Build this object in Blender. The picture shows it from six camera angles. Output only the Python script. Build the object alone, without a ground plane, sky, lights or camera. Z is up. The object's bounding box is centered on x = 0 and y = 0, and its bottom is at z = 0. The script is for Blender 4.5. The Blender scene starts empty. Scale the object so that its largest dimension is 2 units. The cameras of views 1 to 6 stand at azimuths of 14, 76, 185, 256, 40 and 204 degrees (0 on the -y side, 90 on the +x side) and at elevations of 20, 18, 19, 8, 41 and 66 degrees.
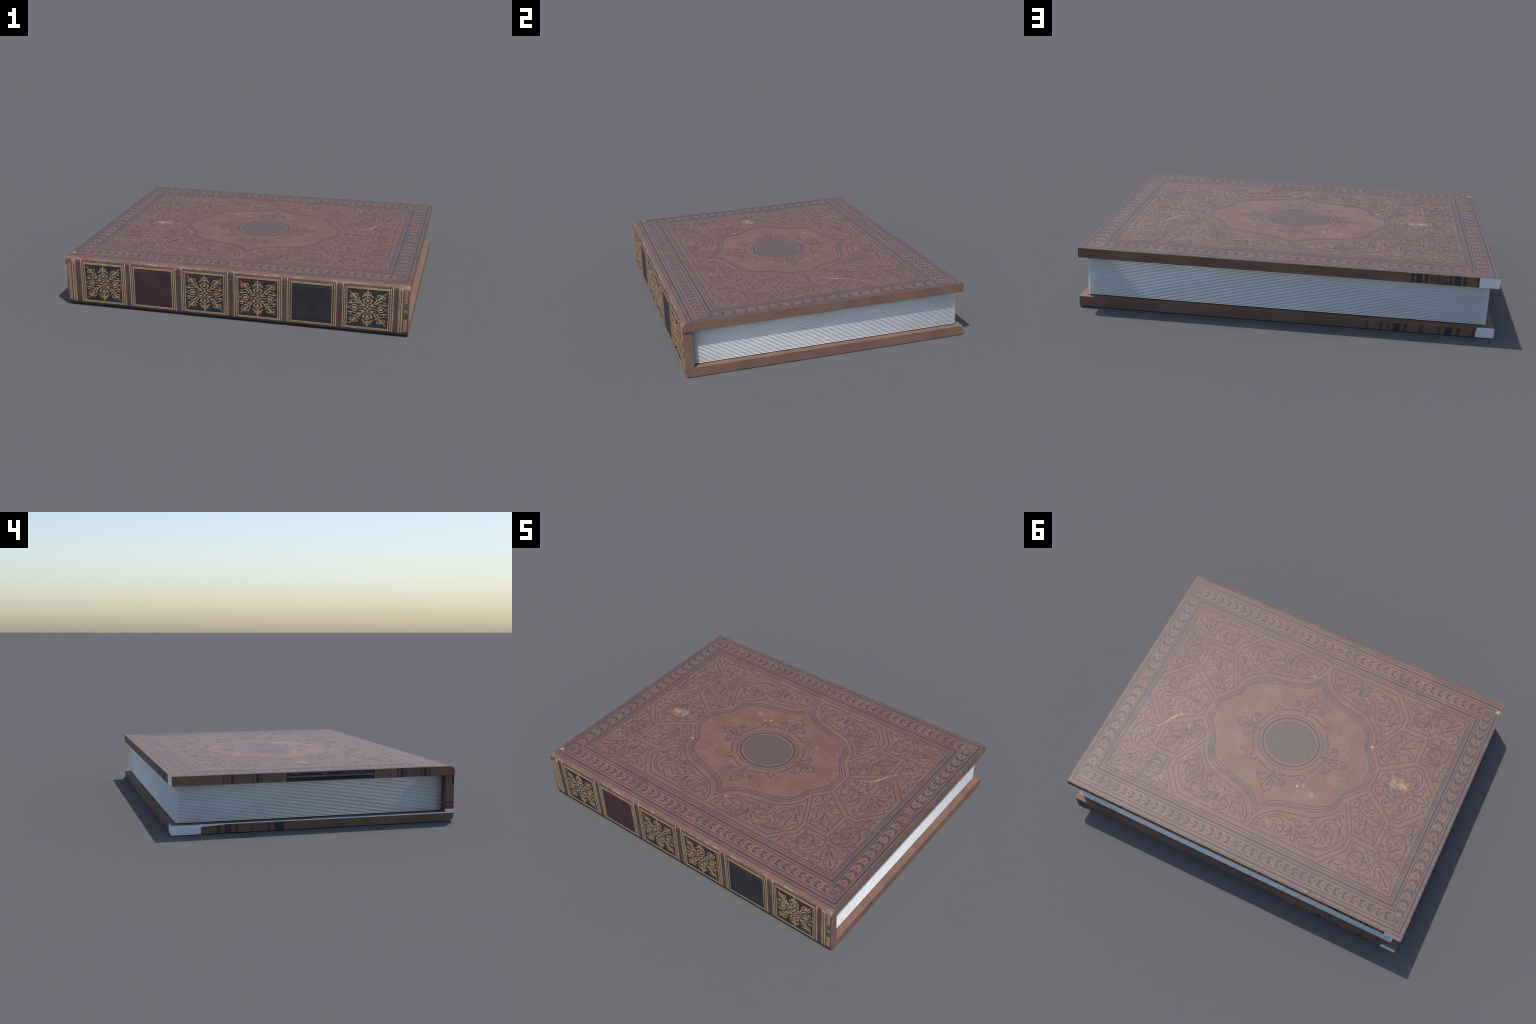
"""A thick antique book lying on its back cover.

Two hard boards, a flat spine and a block of paper.  The front board carries a
blind-tooled ornament (ink pressed into brown leather), the spine six gilt
compartments.  Everything is in metres, z up; x runs along the spine.
"""
import math
import random

import bpy
import bmesh
import numpy as np

random.seed(7)
RNG = np.random.default_rng(7)

# ---------------------------------------------------------------- dimensions
HALF_X = 1.0                 # half the length of the boards
FRONT_Y, FORE_Y = -0.7672, 0.769
TOP_Z, TOP_LOW = 0.2974, 0.2492      # front board
LOW_TOP = 0.0497                     # back board: 0 .. LOW_TOP
ROUND = 0.030                        # rounding of the boards along the spine
SPINE_BACK = -0.7185
PAGE_X, PAGE_FORE, PAGE_BACK = 0.960, 0.7415, -0.7150
PATTERN_Y = 0.015                    # middle of the tooled pattern

ROOT = bpy.data.objects.new("antique_book", None)
ROOT["label"] = "thick old brown leather book with tooled cover and gilt spine"
ROOT["category"] = "book"
ROOT.empty_display_size = 0.2
bpy.context.scene.collection.objects.link(ROOT)


def add_object(name, mesh, parent, location=(0, 0, 0), rotation=0.0, scale=(1, 1, 1)):
    ob = bpy.data.objects.new(name, mesh)
    bpy.context.scene.collection.objects.link(ob)
    ob.parent = parent
    ob.location, ob.scale = location, scale
    ob.rotation_euler = (0, 0, rotation)
    return ob


# ---------------------------------------------------------------- node helper
class Nodes:
    """Small wrapper that makes shader node graphs readable."""

    def __init__(self, name):
        self.mat = bpy.data.materials.new(name)
        self.mat.use_nodes = True
        self.tree = self.mat.node_tree
        self.bsdf = self.tree.nodes["Principled BSDF"]
        tc = self.tree.nodes.new("ShaderNodeTexCoord")
        tc.object = ROOT                      # one frame for the whole book
        self.pos = tc.outputs["Object"]
        sep = self.new("ShaderNodeSeparateXYZ")
        self.link(self.pos, sep.inputs[0])
        self.x, self.y, self.z = sep.outputs

    def new(self, kind, **props):
        n = self.tree.nodes.new(kind)
        for k, v in props.items():
            setattr(n, k, v)
        return n

    def link(self, a, b):
        self.tree.links.new(a, b)

    def put(self, value, socket):
        if isinstance(value, bpy.types.NodeSocket):
            self.link(value, socket)
        elif isinstance(value, (tuple, list)) and len(value) == 3 and socket.type == "RGBA":
            socket.default_value = (*value, 1.0)
        else:
            socket.default_value = value

    def math(self, op, a, b=0.0, c=0.0, clamp=False):
        n = self.new("ShaderNodeMath", operation=op, use_clamp=clamp)
        for i, v in enumerate((a, b, c)):
            self.put(v, n.inputs[i])
        return n.outputs[0]

    def add(self, a, b): return self.math("ADD", a, b)
    def sub(self, a, b): return self.math("SUBTRACT", a, b)
    def mul(self, a, b): return self.math("MULTIPLY", a, b)
    def top(self, a, b): return self.math("MAXIMUM", a, b)
    def low(self, a, b): return self.math("MINIMUM", a, b)

    def step(self, v, lo, hi):
        """0 below lo, 1 above hi, smooth between (lo may exceed hi)."""
        n = self.new("ShaderNodeMapRange", interpolation_type="SMOOTHSTEP")
        self.put(v, n.inputs["Value"])
        if lo <= hi:
            n.inputs["From Min"].default_value, n.inputs["From Max"].default_value = lo, hi
        else:
            n.inputs["From Min"].default_value, n.inputs["From Max"].default_value = hi, lo
            n.inputs["To Min"].default_value, n.inputs["To Max"].default_value = 1.0, 0.0
        return n.outputs[0]

    def inside(self, v, lo, hi, soft=0.002):
        return self.mul(self.step(v, lo - soft, lo + soft), self.step(v, hi + soft, hi - soft))

    def scaled(self, s):
        n = self.new("ShaderNodeMapping")
        self.link(self.pos, n.inputs["Vector"])
        n.inputs["Scale"].default_value = s
        return n.outputs[0]

    def noise(self, scale, detail=4.0, rough=0.6, stretch=None):
        n = self.new("ShaderNodeTexNoise")
        n.inputs["Scale"].default_value = scale
        n.inputs["Detail"].default_value = detail
        n.inputs["Roughness"].default_value = rough
        self.link(self.scaled(stretch) if stretch else self.pos, n.inputs["Vector"])
        return n.outputs["Fac"]

    def mix(self, fac, a, b, blend="MIX"):
        n = self.new("ShaderNodeMix", data_type="RGBA", blend_type=blend)
        self.put(fac, n.inputs["Factor"])
        self.put(a, n.inputs[6])
        self.put(b, n.inputs[7])
        return n.outputs[2]

    def bars(self, v, lo, hi, intervals):
        """1 inside each of the intervals along v, else 0."""
        n = self.new("ShaderNodeMapRange")
        self.put(v, n.inputs["Value"])
        n.inputs["From Min"].default_value, n.inputs["From Max"].default_value = lo, hi
        r = self.new("ShaderNodeValToRGB")
        r.color_ramp.interpolation = "LINEAR"
        e = r.color_ramp.elements
        e[0].color = (0, 0, 0, 1)
        e[1].color = (0, 0, 0, 1)
        soft = 0.0025
        for a, b, strength in sorted(intervals):
            for p, c in ((a - soft, 0), (a + soft, strength), (b - soft, strength), (b + soft, 0)):
                k = e.new((p - lo) / (hi - lo))
                k.color = (c, c, c, 1)
        self.link(n.outputs[0], r.inputs["Fac"])
        return r.outputs["Color"]

    def distance(self, x, y, stretch=(1.0, 1.0)):
        dx = self.mul(self.sub(self.x, x), stretch[0])
        dy = self.mul(self.sub(self.y, y), stretch[1])
        return self.math("SQRT", self.add(self.mul(dx, dx), self.mul(dy, dy)))

    def along(self, ax, ay, bx, by):
        """Distance in plan from the segment a-b."""
        vx, vy = bx - ax, by - ay
        n2 = vx * vx + vy * vy
        px, py = self.sub(self.x, ax), self.sub(self.y, ay)
        t = self.math("DIVIDE", self.add(self.mul(px, vx), self.mul(py, vy)), n2, clamp=True)
        dx, dy = self.sub(px, self.mul(t, vx)), self.sub(py, self.mul(t, vy))
        return self.math("SQRT", self.add(self.mul(dx, dx), self.mul(dy, dy)))

    def finish(self, colour, rough=0.6, spec=0.4, metallic=0.0, bump=None, depth=0.001):
        self.put(colour, self.bsdf.inputs["Base Color"])
        self.put(rough, self.bsdf.inputs["Roughness"])
        self.put(metallic, self.bsdf.inputs["Metallic"])
        self.bsdf.inputs["Specular IOR Level"].default_value = spec
        if bump is not None:
            b = self.new("ShaderNodeBump")
            b.inputs["Strength"].default_value = 1.0
            b.inputs["Distance"].default_value = depth
            self.link(bump, b.inputs["Height"])
            self.link(b.outputs[0], self.bsdf.inputs["Normal"])
        return self.mat


# ---------------------------------------------------------------- materials
LEATHER_DARK, LEATHER_LIGHT = (0.163, 0.082, 0.055), (0.205, 0.107, 0.074)
SPINE_DARK, SPINE_LIGHT = (0.090, 0.052, 0.046), (0.128, 0.078, 0.068)
INK = (0.056, 0.047, 0.055)
WORN = (0.46, 0.25, 0.13)
PALE = (0.42, 0.33, 0.29)
GOLD = (0.54, 0.345, 0.165)


def leather_colour(n, dark, light):
    """Mottled hide with fine pale and dark grain."""
    mottle = n.noise(7.0, 5.0, 0.6)
    grain = n.noise(230.0, 2.0, 0.6)
    c = n.mix(n.step(mottle, 0.35, 0.66), dark, light)
    c = n.mix(n.mul(n.step(grain, 0.52, 0.74), 0.42), c, tuple(min(0.5, v * 1.75 + 0.05) for v in light))
    c = n.mix(n.mul(n.step(grain, 0.47, 0.28), 0.50), c, tuple(v * 0.62 for v in dark))
    return c, grain


def damage(n):
    """Scuffs of the front cover: (torn orange core, pale rubbed patches)."""
    edge = n.sub(n.noise(38.0, 5.0, 0.7), 0.5)
    d = n.add(n.distance(-0.655, -0.030, (1.0, 0.95)), n.mul(edge, 0.075))
    scuff = n.step(d, 0.064, 0.040)
    core = n.mul(n.step(n.add(n.distance(-0.662, -0.026), n.mul(edge, 0.10)), 0.050, 0.004), 1.0)
    fibre = n.noise(120.0, 4.0, 0.75)
    torn = n.mul(core, n.step(fibre, 0.30, 0.58))
    pale = n.mul(n.mul(n.step(n.add(n.distance(-0.617, -0.012, (1.3, 0.9)), n.mul(edge, 0.08)), 0.042, 0.015), 0.55), n.step(fibre, 0.36, 0.62))
    # single chips
    for x, y, r in ((-0.149, 0.235, 0.011), (-0.423, -0.166, 0.012), (-0.980, -0.688, 0.017), (-0.446, 0.755, 0.006), (0.30, 0.115, 0.006)):
        torn = n.top(torn, n.step(n.add(n.distance(x, y), n.mul(edge, 0.02)), r, r * 0.35))
    for x, y, r, k in ((-0.240, 0.247, 0.022, 0.3), (0.222, 0.188, 0.016, 0.25), (-0.175, 0.215, 0.015, 0.25), (0.06, -0.43, 0.02, 0.3), (0.55, 0.52, 0.02, 0.25)):
        pale = n.top(pale, n.mul(n.step(n.add(n.distance(x, y), n.mul(edge, 0.05)), r, r * 0.2), k))
    # the long crease across the right-hand panels
    wob = n.mul(edge, 0.045)
    for a, w, k in (((0.785, 0.325, 0.699, 0.235), 0.007, 0.42), ((0.699, 0.235, 0.664, 0.165), 0.006, 0.55), ((0.664, 0.165, 0.60, 0.105), 0.006, 0.30),
                    ((0.575, 0.185, 0.49, -0.02), 0.004, 0.18), ((0.56, 0.155, 0.54, 0.215), 0.006, 0.30)):
        pale = n.top(pale, n.mul(n.mul(n.step(n.add(n.along(*a), wob), w, w * 0.2), k), n.step(fibre, 0.34, 0.56)))
    torn = n.top(torn, n.mul(n.step(n.add(n.along(0.668, 0.172, 0.64, 0.13), wob), 0.010, 0.002), 0.6))
    # dusty specks anywhere
    speck = n.mul(n.step(n.noise(95.0, 1.0, 0.5), 0.745, 0.80), 0.45)
    pale = n.top(pale, speck)
    return scuff, torn, pale


def make_cover_leather():
    n = Nodes("cover_leather")
    top, grain = leather_colour(n, LEATHER_DARK, LEATHER_LIGHT)
    # leather of the spine wraps on to the board; ragged worn seam between them
    spine, _ = leather_colour(n, SPINE_DARK, SPINE_LIGHT)
    ragged = n.mul(n.sub(n.noise(26.0, 6.0, 0.75), 0.5), 0.013)
    line = n.add(n.z, ragged)
    col = n.mix(n.step(line, 0.2835, 0.2875), spine, top)
    scuff, torn, pale = damage(n)
    up = n.step(n.y, -0.760, -0.750)
    col = n.mix(n.mul(scuff, up), col, (0.155, 0.085, 0.058))
    col = n.mix(n.mul(pale, up), col, PALE)
    col = n.mix(n.mul(torn, up), col, WORN)
    rub = n.mul(n.inside(line, 0.2855, 0.2905, 0.003), n.step(n.noise(40.0, 5.0, 0.7, (0.5, 1, 1)), 0.44, 0.62))
    ends = n.step(n.math("ABSOLUTE", n.x), 0.82, 1.0)
    front = n.step(n.y, -0.738, -0.745)
    rub = n.mul(front, n.mul(rub, n.add(0.65, n.mul(ends, 0.35))))
    col = n.mix(rub, col, (0.56, 0.36, 0.24))
    # rubbed corner at the foot of the book
    corner = n.mul(front, n.mul(n.step(n.x, 0.93, 1.0), n.mul(n.inside(line, 0.268, 0.291, 0.006), n.step(grain, 0.35, 0.55))))
    col = n.mix(n.mul(corner, 0.7), col, (0.44, 0.33, 0.25))
    return n.finish(col, n.add(0.40, n.mul(grain, 0.16)), 0.46, bump=grain, depth=0.0008)


def make_spine_leather():
    n = Nodes("spine_leather")
    col, grain = leather_colour(n, SPINE_DARK, SPINE_LIGHT)
    # pale streak beside each raised band (bands sit half-way between panels)
    phase = n.math("PINGPONG", n.sub(n.x, 0.0005), 0.1545)
    band = n.step(phase, 0.020, 0.012)
    dark = n.mul(band, n.step(n.noise(30.0, 4.0, 0.7, (1, 1, 0.15)), 0.3, 0.7))
    col = n.mix(n.mul(dark, 0.45), col, (0.062, 0.036, 0.030))
    streak = n.mul(n.inside(phase, 0.008, 0.014, 0.004), n.step(n.noise(18.0, 4.0, 0.6, (1, 1, 0.3)), 0.42, 0.62))
    col = n.mix(n.mul(streak, 0.4), col, (0.23, 0.17, 0.18))
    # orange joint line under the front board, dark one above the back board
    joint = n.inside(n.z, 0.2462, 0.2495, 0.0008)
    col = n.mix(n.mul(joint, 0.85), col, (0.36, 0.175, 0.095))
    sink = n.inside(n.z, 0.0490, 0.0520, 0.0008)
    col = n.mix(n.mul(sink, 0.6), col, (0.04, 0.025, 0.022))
    return n.finish(col, 0.5, 0.42, bump=grain, depth=0.0006)


def make_ink():
    n = Nodes("blind_tooling")
    grain = n.noise(230.0, 2.0, 0.6)
    col = n.mix(n.mul(n.step(grain, 0.50, 0.75), 0.45), INK, (0.165, 0.125, 0.125))
    patch = n.noise(11.0, 4.0, 0.6)
    col = n.mix(n.mul(n.step(patch, 0.45, 0.75), 0.25), col, LEATHER_DARK)
    scuff, torn, pale = damage(n)
    col = n.mix(n.mul(scuff, 0.80), col, (0.150, 0.080, 0.055))
    col = n.mix(pale, col, PALE)
    col = n.mix(torn, col, WORN)
    return n.finish(col, n.add(0.40, n.mul(grain, 0.16)), 0.46, bump=grain, depth=0.0008)


def make_medallion():
    n = Nodes("hatched_medallion")
    w = n.new("ShaderNodeTexWave", wave_type="BANDS", bands_direction="X")
    w.inputs["Scale"].default_value = 48.0
    w.inputs["Distortion"].default_value = 0.5
    turn = n.new("ShaderNodeMapping")
    turn.inputs["Rotation"].default_value = (0, 0, math.radians(-23))
    n.link(n.pos, turn.inputs["Vector"])
    n.link(turn.outputs[0], w.inputs["Vector"])
    grain = n.noise(230.0, 2.0, 0.6)
    col = n.mix(n.step(w.outputs["Fac"], 0.25, 0.8), (0.088, 0.062, 0.056), (0.150, 0.098, 0.080))
    col = n.mix(n.mul(n.step(grain, 0.5, 0.75), 0.25), col, (0.17, 0.12, 0.11))
    return n.finish(col, 0.5, 0.46, bump=grain, depth=0.0008)


def make_gold():
    n = Nodes("gilt_tooling")
    wear = n.noise(60.0, 5.0, 0.7)
    col = n.mix(n.step(wear, 0.35, 0.65), (0.41, 0.245, 0.115), GOLD)
    tone = n.noise(6.0, 3.0, 0.5)
    col = n.mix(n.mul(n.step(tone, 0.5, 0.72), 0.5), col, (0.70, 0.48, 0.19))
    col = n.mix(n.mul(n.step(n.noise(150.0, 3.0, 0.7), 0.60, 0.74), 0.6), col, SPINE_DARK)
    return n.finish(col, 0.5, 0.4, metallic=0.0)


def make_label(name, base, light):
    n = Nodes(name)
    cloud = n.noise(9.0, 6.0, 0.65)
    dust = n.noise(70.0, 5.0, 0.75, (1, 1, 0.6))
    col = n.mix(n.step(cloud, 0.35, 0.7), base, light)
    col = n.mix(n.mul(n.step(dust, 0.62, 0.82), 0.5), col, tuple(min(1, v * 1.5 + 0.03) for v in light))
    joint = n.inside(n.z, 0.2468, 0.2490, 0.0006)
    col = n.mix(n.mul(joint, n.mul(n.step(n.noise(14.0, 3.0, 0.6), 0.35, 0.6), 0.75)), col, (0.30, 0.15, 0.09))
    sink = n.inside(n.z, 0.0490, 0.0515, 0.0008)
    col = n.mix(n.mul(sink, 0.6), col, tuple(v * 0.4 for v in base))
    return n.finish(col, 0.55, 0.4)


EDGE_DARK, EDGE_LIGHT = (0.190, 0.105, 0.073), (0.232, 0.133, 0.095)
BLUE_INK = (0.034, 0.034, 0.048)
BARE = (0.86, 0.87, 0.88)


def edge_base(n):
    weave = n.noise(210.0, 2.0, 0.6, (1.0, 1.0, 0.35))
    soft = n.noise(6.0, 4.0, 0.6)
    col = n.mix(n.step(soft, 0.35, 0.65), EDGE_DARK, EDGE_LIGHT)
    col = n.mix(n.mul(n.step(weave, 0.52, 0.8), 0.35), col, (0.30, 0.195, 0.155))
    rub = n.mul(n.step(n.noise(30.0, 4.0, 0.7, (0.2, 0.2, 1.6)), 0.66, 0.75), 0.3)
    return n.mix(rub, col, (0.33, 0.24, 0.20)), weave


def make_board_edge():
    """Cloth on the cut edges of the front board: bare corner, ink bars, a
    strip of gilt and black paper along the head."""
    n = Nodes("front_board_edge")
    col, weave = edge_base(n)
    fore = n.step(n.y, 0.7645, 0.7665)
    head = n.mul(n.step(n.x, -0.9975, -0.9985), n.step(n.y, 0.7665, 0.7645))
    fade = n.noise(25.0, 4.0, 0.7)
    # fore-edge
    bars = n.bars(n.x, -0.95, -0.45, [(-0.605, -0.592, .9), (-0.643, -0.614, 1), (-0.668, -0.655, .9), (-0.725, -0.711, .7), (-0.781, -0.767, .9), (-0.821, -0.790, 1), (-0.845, -0.831, .9)])
    comb = n.mul(n.bars(n.x, -0.95, -0.45, [(-0.707, -0.677, .8), (-0.762, -0.730, .8)]), n.step(n.noise(70.0, 2.0, 0.5, (0.12, 0.12, 3.0)), 0.45, 0.6))
    col = n.mix(n.mul(fore, n.mul(bars, 0.9)), col, BLUE_INK)
    col = n.mix(n.mul(fore, n.mul(comb, 0.7)), col, (0.05, 0.04, 0.045))
    edge_x = n.add(n.x, n.mul(n.sub(fade, 0.5), 0.006))
    col = n.mix(n.mul(fore, n.mul(n.inside(edge_x, -0.906, -0.893, 0.004), 0.6)), col, (0.07, 0.035, 0.02))
    col = n.mix(n.mul(fore, n.step(edge_x, -0.9045, -0.9065)), col, BARE)
    # head edge
    bars = n.bars(n.y, -0.65, 0.55, [(-0.444, -0.433, .9), (-0.475, -0.452, 1), (-0.491, -0.481, .9), (-0.532, -0.525, .8), (-0.577, -0.568, .9), (-0.605, -0.585, 1)])
    bars = n.top(bars, n.bars(n.y, -0.65, 0.55, [(-0.625, -0.614, .9), (0.497, 0.506, .9), (0.477, 0.484, .8), (0.447, 0.465, 1), (0.430, 0.436, .8), (0.389, 0.396, .6), (0.345, 0.353, .8)]))
    bars = n.top(bars, n.bars(n.y, -0.65, 0.55, [(0.315, 0.334, 1), (0.299, 0.307, .8), (-0.56, -0.497, .25), (0.357, 0.425, .25)]))
    col = n.mix(n.mul(head, n.mul(bars, 0.9)), col, BLUE_INK)
    flecks = n.mul(n.step(n.noise(55.0, 3.0, 0.6, (1, 0.45, 1.3)), 0.60, 0.68), n.step(n.y, 0.50, 0.53))
    col = n.mix(n.mul(head, n.mul(flecks, 0.7)), col, (0.06, 0.05, 0.05))
    mottle = n.mul(n.top(n.inside(n.y, -0.40, -0.335, 0.01), n.inside(n.y, 0.205, 0.29, 0.01)), n.step(n.noise(60.0, 4.0, 0.7, (1, 1, 0.5)), 0.5, 0.7))
    col = n.mix(n.mul(head, n.mul(mottle, 0.4)), col, (0.25, 0.18, 0.15))
    strip = n.mul(head, n.inside(n.y, -0.330, 0.202, 0.002))
    black = n.mul(strip, n.mul(n.inside(n.y, -0.309, 0.174, 0.002), n.sub(1.0, n.inside(n.z, 0.2700, 0.2765, 0.001))))
    black = n.mul(black, n.inside(n.z, 0.2505, 0.2930, 0.001))
    col = n.mix(black, col, (0.026, 0.026, 0.034))
    gilt = n.mul(n.mul(strip, n.inside(n.z, 0.2785, 0.2935, 0.001)), n.step(n.noise(50.0, 4.0, 0.7, (1, 0.30, 1.6)), 0.50, 0.57))
    lines = n.top(n.bars(n.y, -0.40, 0.25, [(-0.319, -0.310, 1), (-0.335, -0.325, 1), (0.190, 0.200, 1), (0.174, 0.185, 1)]), 0.0)
    lines = n.mul(lines, n.sub(1.0, n.inside(n.z, 0.2700, 0.2765, 0.001)))
    rules = n.mul(n.inside(n.y, -0.309, 0.174, 0.002), n.top(n.inside(n.z, 0.2690, 0.2705, 0.0006), n.inside(n.z, 0.2755, 0.277, 0.0006)))
    gilt = n.mul(head, n.top(n.mul(gilt, 0.8), n.top(lines, n.mul(rules, 0.8))))
    col = n.mix(n.mul(gilt, 0.75), col, (0.25, 0.19, 0.115))
    return n.finish(col, 0.7, 0.3, bump=weave, depth=0.0006)


def make_back_edge():
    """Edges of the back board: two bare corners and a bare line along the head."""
    n = Nodes("back_board_edge")
    col, weave = edge_base(n)
    fade = n.noise(25.0, 4.0, 0.7)
    fore = n.step(n.y, 0.7645, 0.7665)
    head = n.mul(n.step(n.x, -0.9955, -0.9965), n.step(n.y, 0.7665, 0.7645))
    slant = n.add(n.x, n.mul(n.z, 0.12))
    low = n.step(n.z, 0.043, 0.036)
    bars = n.bars(slant, -0.95, -0.30, [(-0.407, -0.390, .6), (-0.473, -0.460, .7), (-0.506, -0.495, .6), (-0.558, -0.524, 1), (-0.589, -0.574, .8), (-0.667, -0.647, .7)])
    bars = n.top(bars, n.bars(slant, -0.95, -0.30, [(-0.750, -0.733, .7), (-0.802, -0.766, 1), (-0.838, -0.819, .8)]))
    col = n.mix(n.mul(n.mul(fore, low), n.mul(bars, 0.85)), col, BLUE_INK)
    flecks = n.mul(n.step(n.noise(40.0, 3.0, 0.6, (0.35, 1, 1.6)), 0.60, 0.70), n.step(n.x, -0.36, -0.30))
    col = n.mix(n.mul(fore, n.mul(flecks, 0.6)), col, (0.05, 0.04, 0.042))
    edge_x = n.add(slant, n.mul(n.sub(fade, 0.5), 0.010))
    col = n.mix(n.mul(fore, n.mul(n.inside(edge_x, -0.912, -0.893, 0.006), 0.55)), col, (0.07, 0.035, 0.02))
    col = n.mix(n.mul(fore, n.step(edge_x, -0.9095, -0.9125)), col, BARE)
    # head edge
    bars = n.bars(n.y, 0.0, 0.8, [(0.516, 0.540, .9), (0.461, 0.498, 1), (0.426, 0.441, .7), (0.351, 0.361, .5), (0.257, 0.275, .7), (0.185, 0.237, 1)])
    col = n.mix(n.mul(head, n.mul(bars, 0.85)), col, BLUE_INK)
    rim = n.step(n.z, 0.036, 0.044)
    wobble = n.mul(n.sub(fade, 0.5), 0.008)
    corner = n.step(n.add(n.add(n.y, wobble), n.mul(rim, 0.12)), 0.616, 0.626)
    strip = n.step(n.add(n.z, n.mul(n.step(n.y, 0.5, -0.75), 0.0016)), 0.0440, 0.0455)
    col = n.mix(n.mul(head, n.mul(n.step(n.add(n.y, wobble), 0.595, 0.615), 0.4)), col, (0.09, 0.05, 0.035))
    col = n.mix(n.mul(head, n.top(corner, strip)), col, BARE)
    return n.finish(col, 0.7, 0.3, bump=weave, depth=0.0006)


def make_inner_cloth():
    n = Nodes("inner_board_cloth")
    col, weave = edge_base(n)
    v = n.new("ShaderNodeTexChecker")
    v.inputs["Scale"].default_value = 75.0
    n.link(n.pos, v.inputs["Vector"])
    col = n.mix(n.mul(v.outputs["Fac"], 0.16), col, (0.30, 0.175, 0.125))
    for x, y, r in ((0.975, 0.66, 0.011), (0.985, 0.735, 0.008), (0.982, 0.40, 0.006)):
        col = n.mix(n.mul(n.step(n.add(n.distance(x, y, (1.6, 1)), n.mul(n.sub(weave, 0.5), 0.01)), r, r * 0.3), 0.8), col, (0.46, 0.32, 0.22))
    return n.finish(col, 0.65, 0.35, bump=weave, depth=0.0006)


def make_spine_end():
    n = Nodes("spine_end_cloth")
    col, weave = edge_base(n)
    head = n.step(n.x, -0.9915, -0.9925)
    bands = n.top(n.inside(n.z, 0.0985, 0.105, 0.001), n.top(n.inside(n.z, 0.073, 0.079, 0.001), n.mul(n.inside(n.z, 0.079, 0.0985, 0.001), 0.35)))
    col = n.mix(n.mul(head, n.mul(bands, 0.85)), col, BLUE_INK)
    dx = n.math("POWER", n.math("DIVIDE", n.sub(n.y, -0.772), 0.019), 2.0)
    dz = n.math("POWER", n.math("DIVIDE", n.sub(n.z, 0.228), 0.030), 2.0)
    blot = n.step(n.add(dx, dz), 1.1, 0.9)
    col = n.mix(n.mul(head, n.mul(blot, 0.9)), col, BLUE_INK)
    col = n.mix(n.mul(head, n.step(n.z, 0.0655, 0.0640)), col, BARE)
    col = n.mix(n.mul(head, n.inside(n.z, 0.0530, 0.0545, 0.0006)), col, (0.30, 0.30, 0.34))
    return n.finish(col, 0.7, 0.3, bump=weave, depth=0.0006)


def make_paper(name, base, glow=0.0):
    n = Nodes(name)
    fibre = n.noise(160.0, 3.0, 0.6, (0.12, 0.12, 3.0))
    tone = n.noise(5.0, 3.0, 0.5, (1, 1, 6.0))
    col = n.mix(n.step(tone, 0.3, 0.7), base, tuple(v * 0.97 for v in base))
    col = n.mix(n.mul(n.step(fibre, 0.55, 0.8), 0.10), col, tuple(v * 0.8 for v in base))
    mat = n.finish(col, 0.8, 0.3)
    if glow:                                   # thin paper lets light through
        t = n.new("ShaderNodeBsdfTranslucent")
        n.put(col, t.inputs["Color"])
        m = n.new("ShaderNodeMixShader")
        m.inputs[0].default_value = glow
        n.link(n.bsdf.outputs[0], m.inputs[1])
        n.link(t.outputs[0], m.inputs[2])
        n.link(m.outputs[0], n.tree.nodes["Material Output"].inputs["Surface"])
    return mat


# ---------------------------------------------------------------- line work
def smooth_path(points, step):
    """Catmull-Rom through the points; a third element of 1 marks a corner."""
    pts = [np.array(p[:2], float) for p in points]
    sharp = [len(p) > 2 and p[2] == 1 for p in points]
    out = [pts[0]]
    for i in range(len(pts) - 1):
        p1, p2 = pts[i], pts[i + 1]
        p0 = pts[i - 1] if i > 0 and not sharp[i] else 2 * p1 - p2
        p3 = pts[i + 2] if i + 2 < len(pts) and not sharp[i + 1] else 2 * p2 - p1
        k = max(1, int(np.linalg.norm(p2 - p1) / step))
        if (sharp[i] or i == 0) and (sharp[i + 1] or i + 2 == len(pts)):
            k = max(1, int(np.linalg.norm(p2 - p1) / 9.0))
        for j in range(1, k + 1):
            t = j / k
            out.append(0.5 * (2 * p1 + (p2 - p0) * t + (2 * p0 - 5 * p1 + 4 * p2 - p3) * t * t + (3 * p1 - p0 - 3 * p2 + p3) * t ** 3))
    keep = [out[0]]
    for p in out[1:]:
        if np.linalg.norm(p - keep[-1]) > 1e-4:
            keep.append(p)
    return np.array(keep)


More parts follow.
